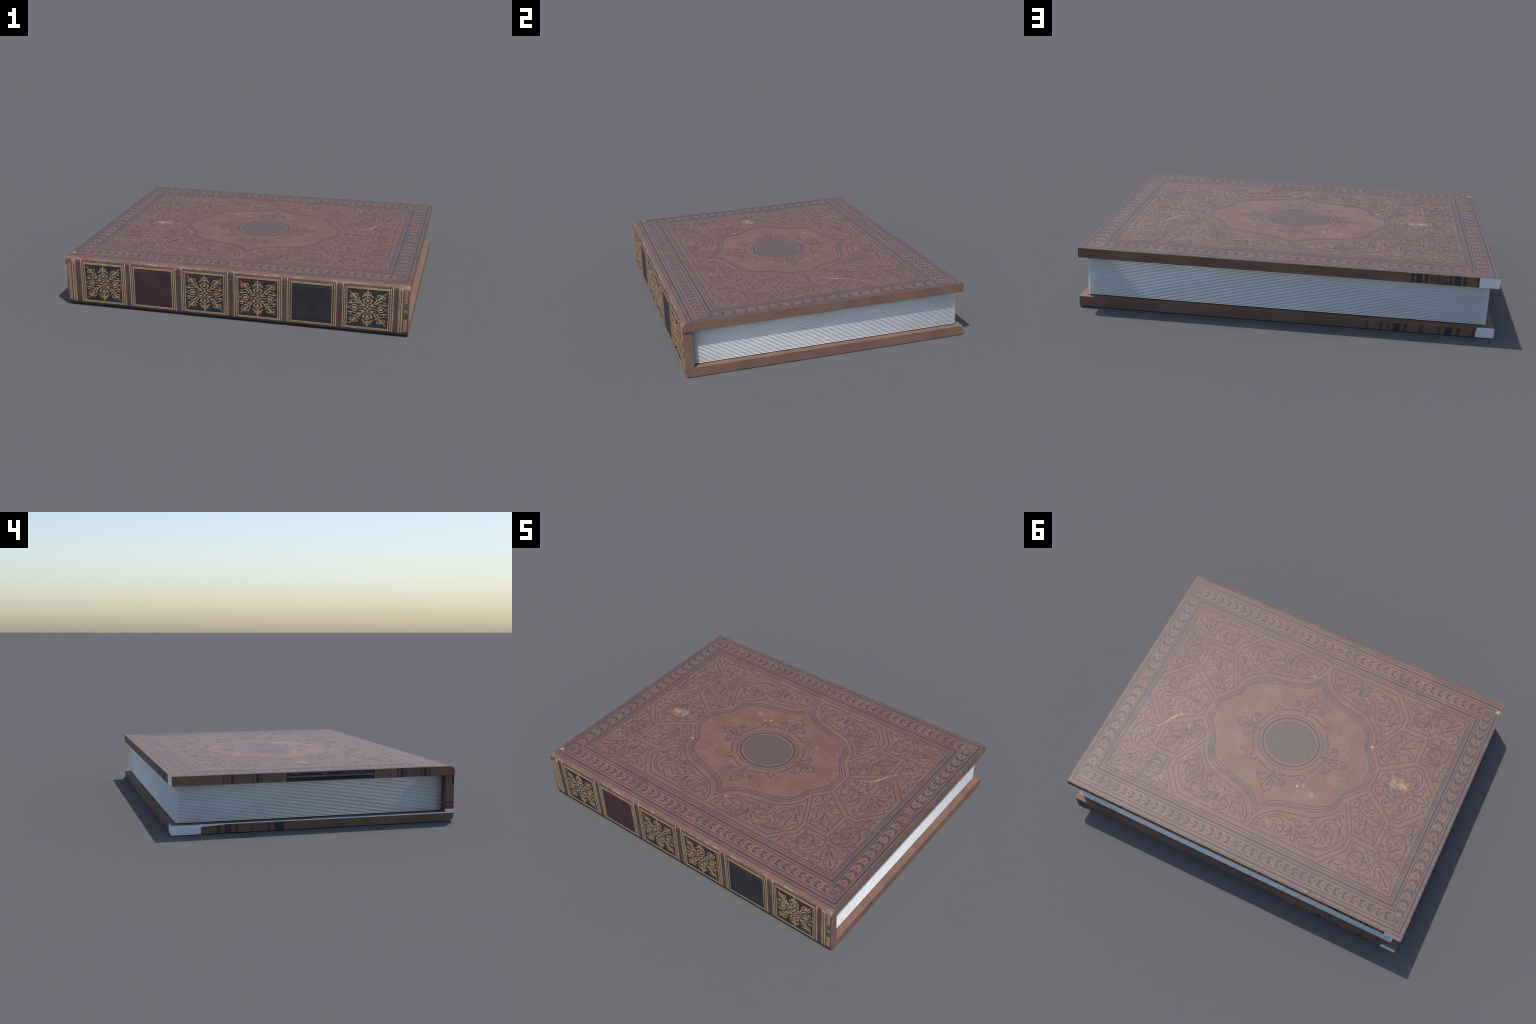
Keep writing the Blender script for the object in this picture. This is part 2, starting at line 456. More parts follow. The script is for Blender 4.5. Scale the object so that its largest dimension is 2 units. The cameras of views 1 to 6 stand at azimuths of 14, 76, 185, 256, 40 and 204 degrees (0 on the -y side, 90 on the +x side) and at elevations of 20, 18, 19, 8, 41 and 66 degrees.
class Strokes:
    """Tooled strokes in a plane, in millimetres; turned into low raised ribbons."""

    def __init__(self):
        self.items = []

    def line(self, points, width=None):
        path = smooth_path(points, 4.0)
        self.items.append((path, width, np.linalg.norm(path[0] - path[-1]) < 1.0))

    def swell(self, points):
        """Each point is (u, v, width): a stroke that swells and tapers."""
        path = smooth_path([p[:2] for p in points], 2.0)
        marks = np.array([[p[0], p[1]] for p in points], float)
        widths = np.array([p[2] for p in points], float)
        at = [int(np.argmin(np.linalg.norm(path - m, axis=1))) for m in marks]
        at[0], at[-1] = 0, len(path) - 1
        at = np.maximum.accumulate(at)
        w = np.interp(np.arange(len(path)), at, widths)
        self.items.append((path, w, False))

    def ellipse(self, cx, cy, a, b, start=0.0, end=360.0, width=None):
        k = max(10, int((a + b) * abs(end - start) / 360 / 1.2))
        t = np.radians(np.linspace(start, end, k))
        path = np.stack([cx + a * np.cos(t), cy + b * np.sin(t)], 1)
        self.items.append((path, width, abs(end - start) >= 360))

    def ring(self, cx, cy, r):
        self.ellipse(cx, cy, r, r)

    def hook(self, cx, cy, r, away):
        """A small curled leaf: an open circle with a tail at its heart."""
        t = np.radians(np.linspace(away - 150, away + 115, 22))
        path = np.stack([cx + r * np.cos(t), cy + r * np.sin(t)], 1)
        tail = np.array([[cx + 0.3 * r * math.cos(math.radians(away)), cy + 0.3 * r * math.sin(math.radians(away))]])
        self.items.append((np.vstack([path, tail]), None, False))

    def mirrored(self, fx, fy):
        s = Strokes()
        s.items = [(p * (fx, fy), w, c) for p, w, c in self.items]
        return s

    def __add__(self, other):
        s = Strokes()
        s.items = self.items + other.items
        return s

    def pieces(self):
        """The strokes, cut where a path turns back on itself."""
        for path, own, closed in self.items:
            d = np.diff(path, axis=0)
            d /= np.linalg.norm(d, axis=1)[:, None] + 1e-9
            turn = (d[1:] * d[:-1]).sum(1)
            cuts = [0] + [i + 1 for i in range(len(turn)) if turn[i] < -0.1] + [len(path) - 1]
            if len(cuts) == 2:
                yield path, own, closed, (True, True)
                continue
            for a, b in zip(cuts, cuts[1:]):
                w = own if own is None or np.isscalar(own) else own[a:b + 1]
                yield path[a:b + 1], w, False, (a == 0 and not closed, b == len(path) - 1 and not closed)

    def mesh(self, name, material, place, width=5.0, height=0.10, taper=True):
        """place(u, v, h) gives the 3D position of plane point u, v (mm) at height h (mm)."""
        verts, faces = [], []
        for number, (path, own, closed, ends) in enumerate(self.pieces()):
            n = len(path)
            if n < 2:
                continue
            ring = closed and n > 3
            if ring:
                path = path[:-1]
                n -= 1
            nxt, prv = np.roll(path, -1, 0), np.roll(path, 1, 0)
            d1, d0 = nxt - path, path - prv
            if not ring:
                d1[-1], d0[0] = d0[-1], d1[0]
            d1 /= np.linalg.norm(d1, axis=1)[:, None] + 1e-9
            d0 /= np.linalg.norm(d0, axis=1)[:, None] + 1e-9
            n1, n0 = np.stack([-d1[:, 1], d1[:, 0]], 1), np.stack([-d0[:, 1], d0[:, 0]], 1)
            m = n1 + n0
            length = np.linalg.norm(m, axis=1)[:, None]
            m = np.where(length > 0.2, m / (length + 1e-9), n1)
            spread = np.clip(1.0 / np.maximum((m * n1).sum(1), 0.2), 1.0, 1.7)
            w = np.full(n, float(width)) if own is None else (np.full(n, float(own)) if np.isscalar(own) else np.array(own[:n], float))
            if own is None:
                run = np.concatenate([[0], np.cumsum(np.linalg.norm(np.diff(path, axis=0), axis=1))])
                w = w * (1 + 0.10 * np.sin(run / 17.0 + number * 1.7))
                if taper and not ring:
                    tip = np.minimum(run if ends[0] else run + 99, run[-1] - run if ends[1] else 99)
                    w = w * np.clip(0.45 + tip / 12.0, 0.45, 1.0)
            off = m * (w * spread * 0.5)[:, None]
            start = len(verts)
            for i in range(n):
                h = height + 0.004 * (number % 23) + 0.0003 * i
                a, b = path[i] + off[i], path[i] - off[i]
                verts += [place(a[0], a[1], -0.25), place(a[0], a[1], h), place(b[0], b[1], h), place(b[0], b[1], -0.25)]
            for i in range(n if ring else n - 1):
                p, q = start + 4 * i, start + 4 * ((i + 1) % n)
                faces += [(p + 1, q + 1, q, p), (p + 2, q + 2, q + 1, p + 1), (p + 3, q + 3, q + 2, p + 2)]
            if not ring:
                e = start + 4 * (n - 1)
                faces += [(start, start + 3, start + 2, start + 1), (e + 1, e + 2, e + 3, e)]
        me = bpy.data.meshes.new(name)
        me.from_pydata([tuple(v) for v in verts], [], faces)
        me.materials.append(material)
        me.validate()
        me.update()
        return me


def on_cover(u, v, h):
    """Plane of the front cover, origin at the middle of the pattern."""
    return (u / 1000, v / 1000, h / 1000)


def front_y(z):
    """y of the book's front face at height z (flat, rounded top and bottom)."""
    if z > TOP_Z - ROUND:
        d = min(z - (TOP_Z - ROUND), ROUND * 0.98)
    elif z < ROUND:
        d = min(ROUND - z, ROUND * 0.98)
    else:
        return FRONT_Y
    return FRONT_Y + ROUND - math.sqrt(ROUND * ROUND - d * d)


def on_spine(u, v, h):
    """Front of the book: u along x, v up (mm), raised by h towards the reader."""
    z = v / 1000
    return (u / 1000, front_y(z) - h / 1000, z)


# ------------------------------------------------------ ornament of the cover
# One quarter of the pattern in mm from its centre; the other quarters mirror it.
# Control points of each tooled curve; a trailing 1 marks a sharp corner.
def cartouche_strokes():
    s = Strokes()
    s.line([(1, 486, 1), (13, 454), (36, 417), (72, 386), (117, 365), (184, 346), (248, 331), (281, 326), (319, 308), (351, 288), (377, 263), (387, 249), (398, 225), (405, 195), (410, 169, 1), (493, 72, 1), (494, 0)])
    s.line([(1, 451, 1), (16, 422), (40, 393), (76, 370), (131, 349), (197, 331), (262, 315), (286, 305), (319, 290), (347, 272), (368, 251), (374, 242), (386, 217), (393, 192), (396, 162, 1), (478, 64, 1), (479, 0)])
    s.line([(1, 424, 1), (21, 395), (47, 370), (87, 346), (147, 328), (212, 312), (288, 288), (313, 276), (341, 258), (364, 239), (376, 214), (382, 186), (388, 156, 1), (465, 58, 1), (466, 0)])
    return s

def acanthus_panel_strokes():
    s = Strokes()
    s.line([(19, 547, 1), (420, 547, 1), (517, 432, 1), (520, 372, 1), (432, 196, 1), (434, 208), (426, 235), (412, 261), (383, 297), (352, 322), (319, 344), (275, 361), (237, 369), (187, 381), (128, 398), (86, 419), (52, 451), (31, 482), (20, 515), (19, 547, 1)])
    return s

def acanthus_scroll_strokes():
    s = Strokes()
    s.line([(43, 526, 1), (45, 504), (54, 479), (70, 457), (100, 430), (134, 414), (167, 412), (200, 418, 1), (204, 406), (216, 399, 1), (220, 411), (232, 414), (240, 409), (239, 394, 1), (251, 393), (259, 407), (256, 425), (245, 436), (231, 433)])
    s.line([(43, 526, 1), (52, 521), (58, 507), (71, 493), (84, 494), (88, 505, 1), (86, 510), (90, 516), (97, 512, 1), (106, 518), (118, 520), (131, 520, 1), (125, 508), (128, 493), (122, 481, 1), (129, 475), (130, 458, 1), (117, 460), (102, 455), (82, 459, 1), (109, 439), (139, 431), (163, 434), (174, 445), (175, 457, 1), (181, 463), (189, 459, 1), (190, 477), (198, 489), (211, 486), (218, 473), (220, 450, 1)])
    s.line([(213, 444, 1), (226, 467), (227, 497), (218, 520), (198, 536), (175, 536), (155, 524), (145, 502), (148, 481), (161, 468), (177, 469), (186, 483), (184, 499), (175, 507), (165, 506), (160, 494), (166, 488)])
    s.line([(223, 462), (221, 487), (213, 509), (198, 521), (182, 520), (171, 511), (165, 505)])
    s.line([(213, 444, 1), (229, 459), (241, 482), (244, 506), (251, 525, 1), (256, 518), (264, 518), (268, 528, 1), (270, 515), (264, 496), (255, 474, 1), (272, 492), (290, 510), (314, 530, 1), (323, 521), (330, 519), (336, 523), (339, 530, 1)])
    s.line([(336, 512, 1), (359, 515), (384, 513), (412, 504), (438, 491), (456, 475), (469, 454), (477, 431), (486, 412), (497, 399), (509, 394, 1), (502, 382), (490, 382, 1), (488, 369, 1), (480, 375), (471, 389, 1), (466, 373), (453, 366), (440, 366, 1), (445, 376), (445, 387), (444, 402), (450, 415, 1), (444, 414), (441, 421, 1), (450, 430), (452, 448), (446, 465), (432, 481), (410, 494), (385, 502), (362, 504), (343, 502, 1), (356, 501), (368, 491), (377, 477), (379, 462), (377, 451, 1), (370, 462), (360, 463), (357, 455), (361, 447, 1), (342, 455), (327, 466), (308, 477), (288, 477), (267, 468), (237, 451, 1)])
    s.line([(237, 451, 1), (258, 459), (276, 463), (298, 458), (319, 448), (334, 432), (342, 413), (344, 393), (339, 375), (326, 363), (313, 361), (302, 368), (298, 375), (299, 385, 1), (306, 375), (314, 372), (320, 379), (318, 392), (315, 404), (316, 421), (313, 433), (304, 443), (285, 452, 1)])
    s.line([(230, 431), (244, 436), (258, 436), (270, 426), (282, 411), (292, 403, 1), (293, 414), (298, 418), (305, 415), (311, 411, 1)])
    s.line([(475, 375), (471, 357), (461, 341, 1), (467, 335), (469, 327), (463, 317), (449, 308), (448, 297, 1), (439, 300, 1), (434, 293), (435, 280), (445, 273)])
    s.line([(454, 281), (448, 266), (433, 268), (422, 281), (419, 297), (422, 309), (427, 316, 1), (406, 316), (387, 324), (371, 339), (360, 358), (356, 381), (360, 404), (372, 421), (392, 439), (397, 450), (392, 462, 1), (405, 465), (416, 455), (419, 438), (414, 425), (404, 419, 1), (417, 410), (426, 393), (427, 373), (416, 361), (400, 358), (386, 367), (383, 383), (390, 395), (401, 395), (409, 383)])
    s.line([(370, 390), (384, 408), (399, 410), (410, 401), (412, 389), (406, 380)])
    s.line([(474, 374), (461, 352), (446, 338), (427, 331), (406, 336), (389, 348), (384, 361), (383, 379)])
    return s

def fleur_panel_strokes():
    s = Strokes()
    s.line([(446, 173, 1), (535, 348, 1), (664, 352, 1), (667, 205, 1), (511, 93, 1), (446, 173, 1)])
    return s

def fleur_strokes():
    s = Strokes()
    s.line([(471, 195, 1), (477, 200), (486, 198), (491, 190), (503, 185, 1), (501, 164), (494, 152), (482, 155), (476, 167), (477, 185), (475, 195)])
    s.line([(495, 143), (500, 152), (511, 162), (524, 161), (524, 149, 1), (536, 144), (540, 131), (529, 121, 1), (531, 129), (523, 135), (511, 131), (500, 135), (495, 143, 1)])
    s.line([(503, 180), (515, 193)])
    s.line([(513, 163), (528, 175)])
    s.line([(503, 213), (508, 220), (517, 212), (549, 177), (552, 168), (545, 161), (533, 173), (503, 213, 1)])
    s.line([(523, 212, 1), (531, 229), (532, 250), (521, 262), (507, 263), (498, 253, 1), (505, 250), (510, 237), (526, 227)])
    s.line([(526, 199), (540, 217), (548, 240), (545, 256), (534, 262, 1), (541, 273), (554, 270, 1), (550, 281), (555, 299), (558, 317), (550, 321), (546, 314, 1), (542, 308), (536, 314), (540, 327), (553, 332), (569, 324), (578, 306), (580, 283), (577, 259), (562, 234, 1)])
    s.line([(581, 262, 1), (590, 288), (597, 311), (609, 329, 1), (616, 314, 1), (632, 326), (650, 330), (662, 347)])
    s.line([(667, 341), (650, 325), (642, 307), (634, 294, 1), (648, 288, 1), (628, 271), (603, 262), (587, 253), (568, 234, 1)])
    s.line([(564, 229, 1), (582, 246), (603, 252), (623, 249), (644, 237), (652, 224), (649, 207), (638, 202), (630, 209), (638, 215), (636, 225), (627, 226), (613, 219), (597, 221, 1), (598, 210), (592, 199, 1), (584, 210), (571, 217), (555, 213), (538, 198)])
    s.line([(545, 188), (561, 196), (580, 192), (591, 180), (591, 165), (584, 160, 1), (578, 167), (564, 172), (563, 185), (547, 186)])
    s.ring(486, 139, 5.0)
    return s

def palmette_panel_strokes():
    s = Strokes()
    s.line([(519, 0), (519, 62, 1), (687, 179, 1), (730, 179, 1), (833, 58, 1), (812, 32, 1), (826, 22), (833, 9), (834, 0)])
    return s

def palmette_strokes():
    s = Strokes()
    s.line([(575, 4), (640, 5), (690, 8)])
    s.line([(656, 27), (645, 14), (630, 8)])
    s.line([(554, 14, 1), (543, 22), (539, 39), (547, 54), (562, 70, 1), (568, 63), (566, 53, 1), (577, 61), (579, 76, 1), (587, 59), (587, 38), (579, 21), (562, 6, 1)])
    s.line([(569, 5, 1), (592, 8), (611, 16), (619, 27), (617, 40), (607, 47, 1), (612, 58), (628, 59, 1), (627, 54, 1), (633, 64), (645, 69, 1), (647, 55), (648, 36, 1), (658, 50), (659, 66), (652, 77), (642, 79, 1), (630, 79), (635, 94, 1), (623, 98), (613, 93)])
    s.line([(615, 96), (619, 84), (608, 80), (603, 90), (606, 105), (618, 117), (637, 121), (653, 114), (664, 97), (671, 72), (669, 50), (656, 27, 1)])
    s.line([(693, 25), (703, 36), (704, 52), (699, 71), (697, 87, 1), (709, 87), (712, 96), (694, 107, 1), (715, 109), (725, 98), (731, 80), (730, 55, 1), (739, 76), (739, 99), (730, 112), (717, 112, 1), (712, 119), (717, 130, 1), (706, 140), (695, 145), (689, 140)])
    s.line([(691, 137), (696, 127), (685, 122), (680, 133), (683, 148), (695, 158), (711, 161), (727, 155), (744, 140), (753, 117), (755, 91), (749, 65), (734, 41), (715, 23), (696, 11), (685, 7)])
    s.line([(733, 4, 1), (730, 18), (736, 29), (754, 41), (772, 51), (778, 67), (777, 80, 1), (786, 82), (792, 68), (787, 50, 1), (792, 41), (781, 28), (767, 21), (751, 20), (742, 15), (746, 7), (758, 10), (775, 18), (788, 23), (796, 14, 1), (821, 1)])
    s.ring(682, 27, 7.9)
    s.ring(533, 0, 8.5)
    s.ring(713, 0, 7.0)
    return s

def corner_panel_strokes():
    s = Strokes()
    s.line([(437, 570, 1), (544, 442, 1), (546, 380, 1), (689, 383)])
    s.line([(857, 78, 1), (743, 207, 1), (694, 209, 1), (691, 374)])
    return s

def corner_leaf_strokes():
    s = Strokes()
    s.swell([(746, 467, 4), (752, 474, 12), (760, 483, 10), (768, 493, 5)])
    s.swell([(757, 452, 4), (766, 459, 12), (780, 469, 9), (803, 487, 5)])
    s.swell([(776, 492, 1), (790, 505, 5), (806, 521, 9), (816, 531, 9), (819, 534, 3)])
    s.line([(591, 538, 1), (606, 546), (624, 550), (648, 549), (671, 537), (689, 517), (701, 488), (706, 460), (703, 429), (696, 400), (691, 382)])
    s.line([(497, 561, 1), (490, 545), (493, 526), (505, 514), (527, 504), (545, 503), (572, 513)])
    s.line([(494, 554), (494, 541), (502, 531), (512, 529, 1), (514, 536, 1), (538, 533), (545, 525), (560, 520)])
    s.line([(538, 533), (540, 548), (549, 555), (556, 546), (568, 543), (575, 554), (575, 562), (584, 565), (592, 555), (591, 538, 1)])
    s.line([(572, 513), (566, 490), (563, 465), (567, 442), (567, 422), (563, 408), (556, 400, 1), (563, 395), (574, 401), (578, 416), (575, 432)])
    s.line([(663, 529, 1), (642, 536), (621, 539), (603, 531), (588, 514), (577, 493), (574, 468), (577, 444), (588, 423), (604, 413), (625, 415), (641, 425), (653, 442), (657, 465), (650, 488)])
    s.line([(584, 434), (598, 424), (617, 421), (634, 430), (646, 445), (649, 467), (643, 485)])
    s.line([(663, 529, 1), (652, 516), (653, 508), (669, 504), (684, 491), (692, 473), (695, 454, 1), (683, 464), (670, 464), (662, 453, 1), (672, 449), (676, 440), (672, 429), (661, 426, 1), (663, 413), (672, 404), (687, 406, 1), (683, 389), (674, 382)])
    s.line([(695, 531, 1), (696, 548), (708, 562), (730, 565), (748, 555), (759, 538), (761, 517)])
    s.line([(695, 531, 1), (711, 541, 1), (715, 527), (722, 520, 1), (728, 531), (743, 532), (754, 520)])
    s.line([(732, 531), (740, 517), (736, 497), (726, 474), (725, 458), (735, 447), (751, 450, 1), (744, 440), (747, 428), (759, 421), (778, 428), (794, 441), (806, 444), (821, 440, 1)])
    s.line([(822, 437, 1), (813, 422, 1), (810, 413), (825, 403, 1), (813, 389, 1), (828, 391), (840, 414), (842, 440), (831, 460), (800, 468)])
    s.line([(766, 491), (773, 513), (774, 529), (782, 547, 1), (793, 539, 1), (799, 551), (810, 561), (819, 552, 1), (817, 550, 1), (841, 562, 1), (838, 546), (841, 522, 1), (826, 508, 1), (833, 496), (822, 484), (803, 484, 1)])
    s.ring(644, 402, 8.1)
    s.ring(726, 426, 9.0)
    s.ring(668, 553, 8.2)
    s.ring(615, 476, 7.3)
    s.hook(597, 496, 10.6, 131)
    s.hook(633, 498, 11.3, 50)
    s.hook(597, 455, 11.3, -130)
    s.hook(632, 455, 11.3, -50)
    return s

def corner_curl_strokes():
    s = Strokes()
    s.line([(692, 375), (724, 391), (757, 397), (784, 393), (808, 378), (825, 351), (830, 313), (820, 276), (804, 252), (784, 239), (750, 243), (730, 266), (727, 294), (733, 316), (749, 331), (767, 332), (782, 318)])
    s.line([(803, 239, 1), (779, 229), (755, 228), (729, 231), (711, 223), (703, 226), (706, 236), (726, 245, 1), (717, 272), (718, 301), (729, 324), (752, 339), (772, 337), (784, 323)])
    s.line([(802, 240, 1), (792, 209), (792, 180), (802, 155), (821, 143), (838, 147), (847, 159, 1)])
    s.line([(838, 147), (824, 151), (815, 165, 1), (823, 177), (824, 193), (818, 206), (806, 222)])
    s.line([(818, 206), (831, 209), (838, 219), (828, 234, 1), (834, 247), (845, 243), (846, 254), (836, 265), (825, 269, 1), (829, 291), (835, 317)])
    s.line([(698, 372, 1), (715, 377, 1), (710, 360), (720, 348), (733, 358), (745, 349), (758, 352), (765, 368), (752, 387, 1), (779, 380), (791, 361), (793, 338, 1), (805, 338), (816, 346)])
    s.ring(709, 330, 8.2)
    s.ring(832, 353, 10.3)
    s.ring(769, 289, 8.2)
    s.hook(750, 268, 12.1, -133)
    s.hook(787, 265, 12.1, -52)
    s.hook(752, 307, 12.0, 134)
    s.hook(788, 308, 12.0, 46)
    return s

def fleuron_strokes():
    s = Strokes()
    s.line([(18, 190, 1), (3, 194), (-6, 192, 1)])
    s.line([(16, 191, 1), (5, 199, 1), (16, 220), (26, 230), (48, 223, 1), (55, 241), (69, 253), (80, 249), (82, 239), (71, 241, 1), (71, 230), (81, 228), (88, 236), (87, 251), (72, 266), (50, 268), (28, 255), (10, 227)])
    s.line([(1, 206, 1), (11, 234), (20, 266), (32, 297), (28, 316, 1), (18, 313, 1), (2, 342, 1), (-8, 313, 1), (-21, 316, 1), (-20, 290), (-8, 262), (-1, 229), (1, 206, 1)])
    s.line([(1, 239), (-21, 261), (-47, 268), (-74, 258), (-81, 236), (-70, 227), (-59, 234), (-72, 242, 1), (-66, 254), (-51, 245), (-47, 230), (-39, 223, 1), (-27, 228), (-9, 218), (-6, 195, 1)])
    return s

def bud_strokes():
    s = Strokes()
    s.line([(129, 162, 1), (137, 172, 1), (130, 183), (148, 179, 1), (163, 192, 1), (162, 172, 1), (169, 161), (163, 150, 1), (148, 150, 1)])
    return s


# a quarter of the gilt snowflake of the spine: (u, v, width) in mm
def snowflake_strokes():
    s = Strokes()
    s.swell([(6.0, 0.3, 6.3), (11.9, 0.1, 11.8), (18.7, -0.1, 7.1), (24.2, -0.3, 0.6)])
    s.swell([(0.4, 5.8, 7.8), (0.6, 10.5, 14.9), (0.5, 14.9, 9.4), (0.6, 18.1, 0.9)])
    s.swell([(15.4, 11.3, 0.9), (25.2, 14.3, 4.7), (37.1, 15.2, 5.3), (49.8, 15.0, 0.6)])
    s.swell([(16.4, 12.5, 1.3), (25.1, 20.4, 5.3), (31.7, 26.0, 6.9), (37.6, 29.8, 0.6)])
    s.swell([(15.9, 12.5, 1.3), (19.1, 21.0, 4.7), (21.2, 27.0, 5.7), (22.3, 30.8, 0.6)])
    s.swell([(34.1, 32.8, 1.6), (38.3, 39.4, 7.2), (44.9, 45.8, 6.3), (50.7, 53.2, 5.3), (47.2, 60.6, 5.3), (37.7, 64.6, 0.9)])
    s.swell([(34.1, 32.8, 1.6), (46.9, 32.4, 7.2), (55.3, 36.8, 7.2), (61.1, 43.3, 6.3), (70.4, 48.2, 6.3), (78.1, 46.0, 4.7), (84.4, 41.9, 0.8)])
    s.swell([(55.1, 48.3, 0.9), (63.4, 58.1, 6.3), (71.7, 66.1, 7.8), (80.0, 75.9, 9.4), (85.8, 84.2, 3.1)])
    s.swell([(86.7, 82.3, 1.3), (93.4, 88.7, 6.3), (98.4, 93.5, 3.8), (104.7, 99.6, 0.8)])
    s.swell([(70.1, 62.8, 3.1), (69.8, 75.2, 5.0), (64.6, 82.8, 4.7), (56.1, 81.9, 4.7), (51.1, 75.3, 4.1), (56.3, 71.2, 3.1), (61.4, 73.4, 2.2)])
    s.swell([(73.5, 62.4, 2.5), (83.7, 59.6, 4.1), (93.9, 60.3, 4.1), (97.2, 67.1, 3.8), (90.3, 71.3, 3.5), (85.3, 68.3, 2.5)])
    s.swell([(75.0, 74.7, 1.6), (76.4, 85.1, 4.1), (69.5, 90.3, 0.8)])
    s.swell([(81.8, 74.0, 1.6), (91.9, 76.5, 3.8), (103.8, 77.0, 0.8)])
    s.swell([(55.9, 50.0, 1.3), (63.3, 61.7, 6.9), (56.7, 66.2, 0.8)])
    s.swell([(-0.6, 38.9, 14.1), (-0.4, 44.2, 15.7), (-0.2, 49.5, 9.4), (-0.0, 55.7, 3.1), (0.1, 64.5, 3.8), (-0.1, 74.3, 6.3), (-0.5, 87.7, 4.7), (-0.3, 95.7, 6.3), (0.0, 101.9, 6.3), (-0.1, 107.6, 3.1)])
    s.swell([(0.2, 92.9, 1.6), (5.3, 96.0, 4.1), (11.2, 98.9, 0.6)])
    s.swell([(9.5, 29.0, 1.3), (17.9, 36.2, 6.3), (22.8, 45.4, 9.4), (28.0, 56.7, 0.9)])
    s.swell([(23.0, 48.9, 7.8), (14.0, 54.2, 5.3), (7.0, 60.3, 3.5), (3.4, 67.7, 1.6)])
    s.swell([(1.5, 76.8, 1.9), (11.8, 77.5, 4.1), (23.8, 74.5, 4.4), (29.1, 68.7, 3.8), (25.7, 65.5, 3.1), (20.5, 67.8, 2.8), (21.3, 72.1, 1.9)])
    s.swell([(0.6, 76.9, 1.6), (11.7, 81.1, 5.0), (25.3, 82.4, 0.9)])
    s.swell([(0.4, 85.8, 1.3), (9.8, 86.6, 3.5), (16.6, 89.5, 4.7), (20.8, 93.5, 0.8)])
    s.swell([(6.9, 67.4, 1.6), (11.2, 66.1, 3.1), (14.6, 66.6, 0.9)])
    s.swell([(8.2, 48.6, 1.9), (9.0, 50.8, 4.1), (9.8, 52.9, 1.6)])
    s.swell([(59.4, 2.6, 4.7), (66.2, 2.0, 9.7), (78.1, 1.1, 9.7), (84.0, 1.1, 3.1)])
    s.swell([(49.3, -0.4, 0.9), (55.9, 7.7, 3.1), (64.3, 14.8, 5.3), (76.1, 15.4, 5.7), (86.4, 10.9, 4.7), (95.0, 3.9, 2.2), (102.6, 1.4, 3.8), (108.9, 1.1, 0.8)])
    s.swell([(40.3, 26.0, 1.3), (52.1, 27.5, 1.6), (65.7, 27.9, 3.1), (81.0, 27.2, 4.7), (92.9, 25.2, 7.8), (101.3, 27.8, 7.8), (108.4, 28.6, 0.9)])
    s.swell([(91.1, 28.9, 6.3), (87.6, 36.3, 3.8), (90.9, 42.1, 3.5), (97.7, 41.4, 4.4), (101.1, 39.3, 1.3)])
    s.swell([(67.3, 32.1, 1.6), (69.8, 32.7, 5.3), (72.4, 33.4, 1.6)])
    s.swell([(59.5, 18.3, 1.6), (61.7, 18.6, 4.7), (64.2, 19.2, 1.6)])
    s.swell([(105.1, 4.6, 0.8), (106.7, 11.5, 1.4), (104.0, 18.8, 0.6)])
    s.swell([(27.1, 5.3, 1.3), (37.4, 0.7, 1.7), (49.5, -7.5, 1.3)])
    s.swell([(27.4, -6.2, 1.3), (37.5, -1.0, 1.7), (49.2, 6.3, 1.3)])
    s.swell([(-12.4, 18.8, 1.3), (-0.6, 24.7, 1.7), (11.2, 30.6, 1.3)])
    s.swell([(11.5, 16.5, 1.3), (-0.7, 26.5, 1.7), (-12.8, 33.9, 1.3)])
    return s

def solid(name, bm, materials, bevel=0.0):
    if bevel:
        edges = [e for e in bm.edges if len(e.link_faces) == 2 and e.calc_face_angle() > math.radians(60)]
        bmesh.ops.bevel(bm, geom=edges, offset=bevel, segments=3, affect="EDGES", profile=0.5)
    bmesh.ops.recalc_face_normals(bm, faces=bm.faces)
    me = bpy.data.meshes.new(name)
    bm.to_mesh(me)
    bm.free()
    for m in materials:
        me.materials.append(m)
    return me


def box(bm, lo, hi):
    vs = [bm.verts.new((x, y, z)) for x in (lo[0], hi[0]) for y in (lo[1], hi[1]) for z in (lo[2], hi[2])]
    for f in ((0, 1, 3, 2), (4, 6, 7, 5), (0, 4, 5, 1), (2, 3, 7, 6), (0, 2, 6, 4), (1, 5, 7, 3)):
        bm.faces.new([vs[i] for i in f])


def board(name, z_low, z_high, round_top, half_x, materials, assign):
    """A cover board: its profile across the book, run along x."""
    profile = [(FORE_Y, z_low), (FORE_Y, z_high)]
    arc = [(math.sin(t), math.cos(t)) for t in np.linspace(0, math.pi / 2, 13)]
    if round_top:
        profile += [(FRONT_Y + ROUND * (1 - s), z_high - ROUND * (1 - c)) for s, c in arc]
        profile += [(FRONT_Y, z_low)]
    else:
        profile += [(FRONT_Y, z_high)]
        profile += [(FRONT_Y + ROUND * (1 - s), z_low + ROUND * (1 - c)) for s, c in reversed(arc)]
    bm = bmesh.new()
    # several sections along x keep the long faces well shaped
    rows = [[bm.verts.new((x, y, z)) for y, z in profile] for x in np.linspace(-half_x, half_x, 9)]
    k = len(profile)
    for a, b in zip(rows, rows[1:]):
        for i in range(k):
            bm.faces.new((a[i], a[(i + 1) % k], b[(i + 1) % k], b[i]))
    bm.faces.new(rows[0])
    bm.faces.new(rows[-1])
    me = solid(name, bm, materials, 0.0012)
    for p in me.polygons:
        p.material_index = assign(p.normal, p.center)
        p.use_smooth = True
    me.set_sharp_from_angle(angle=math.radians(35))
    return add_object(name, me, ROOT)


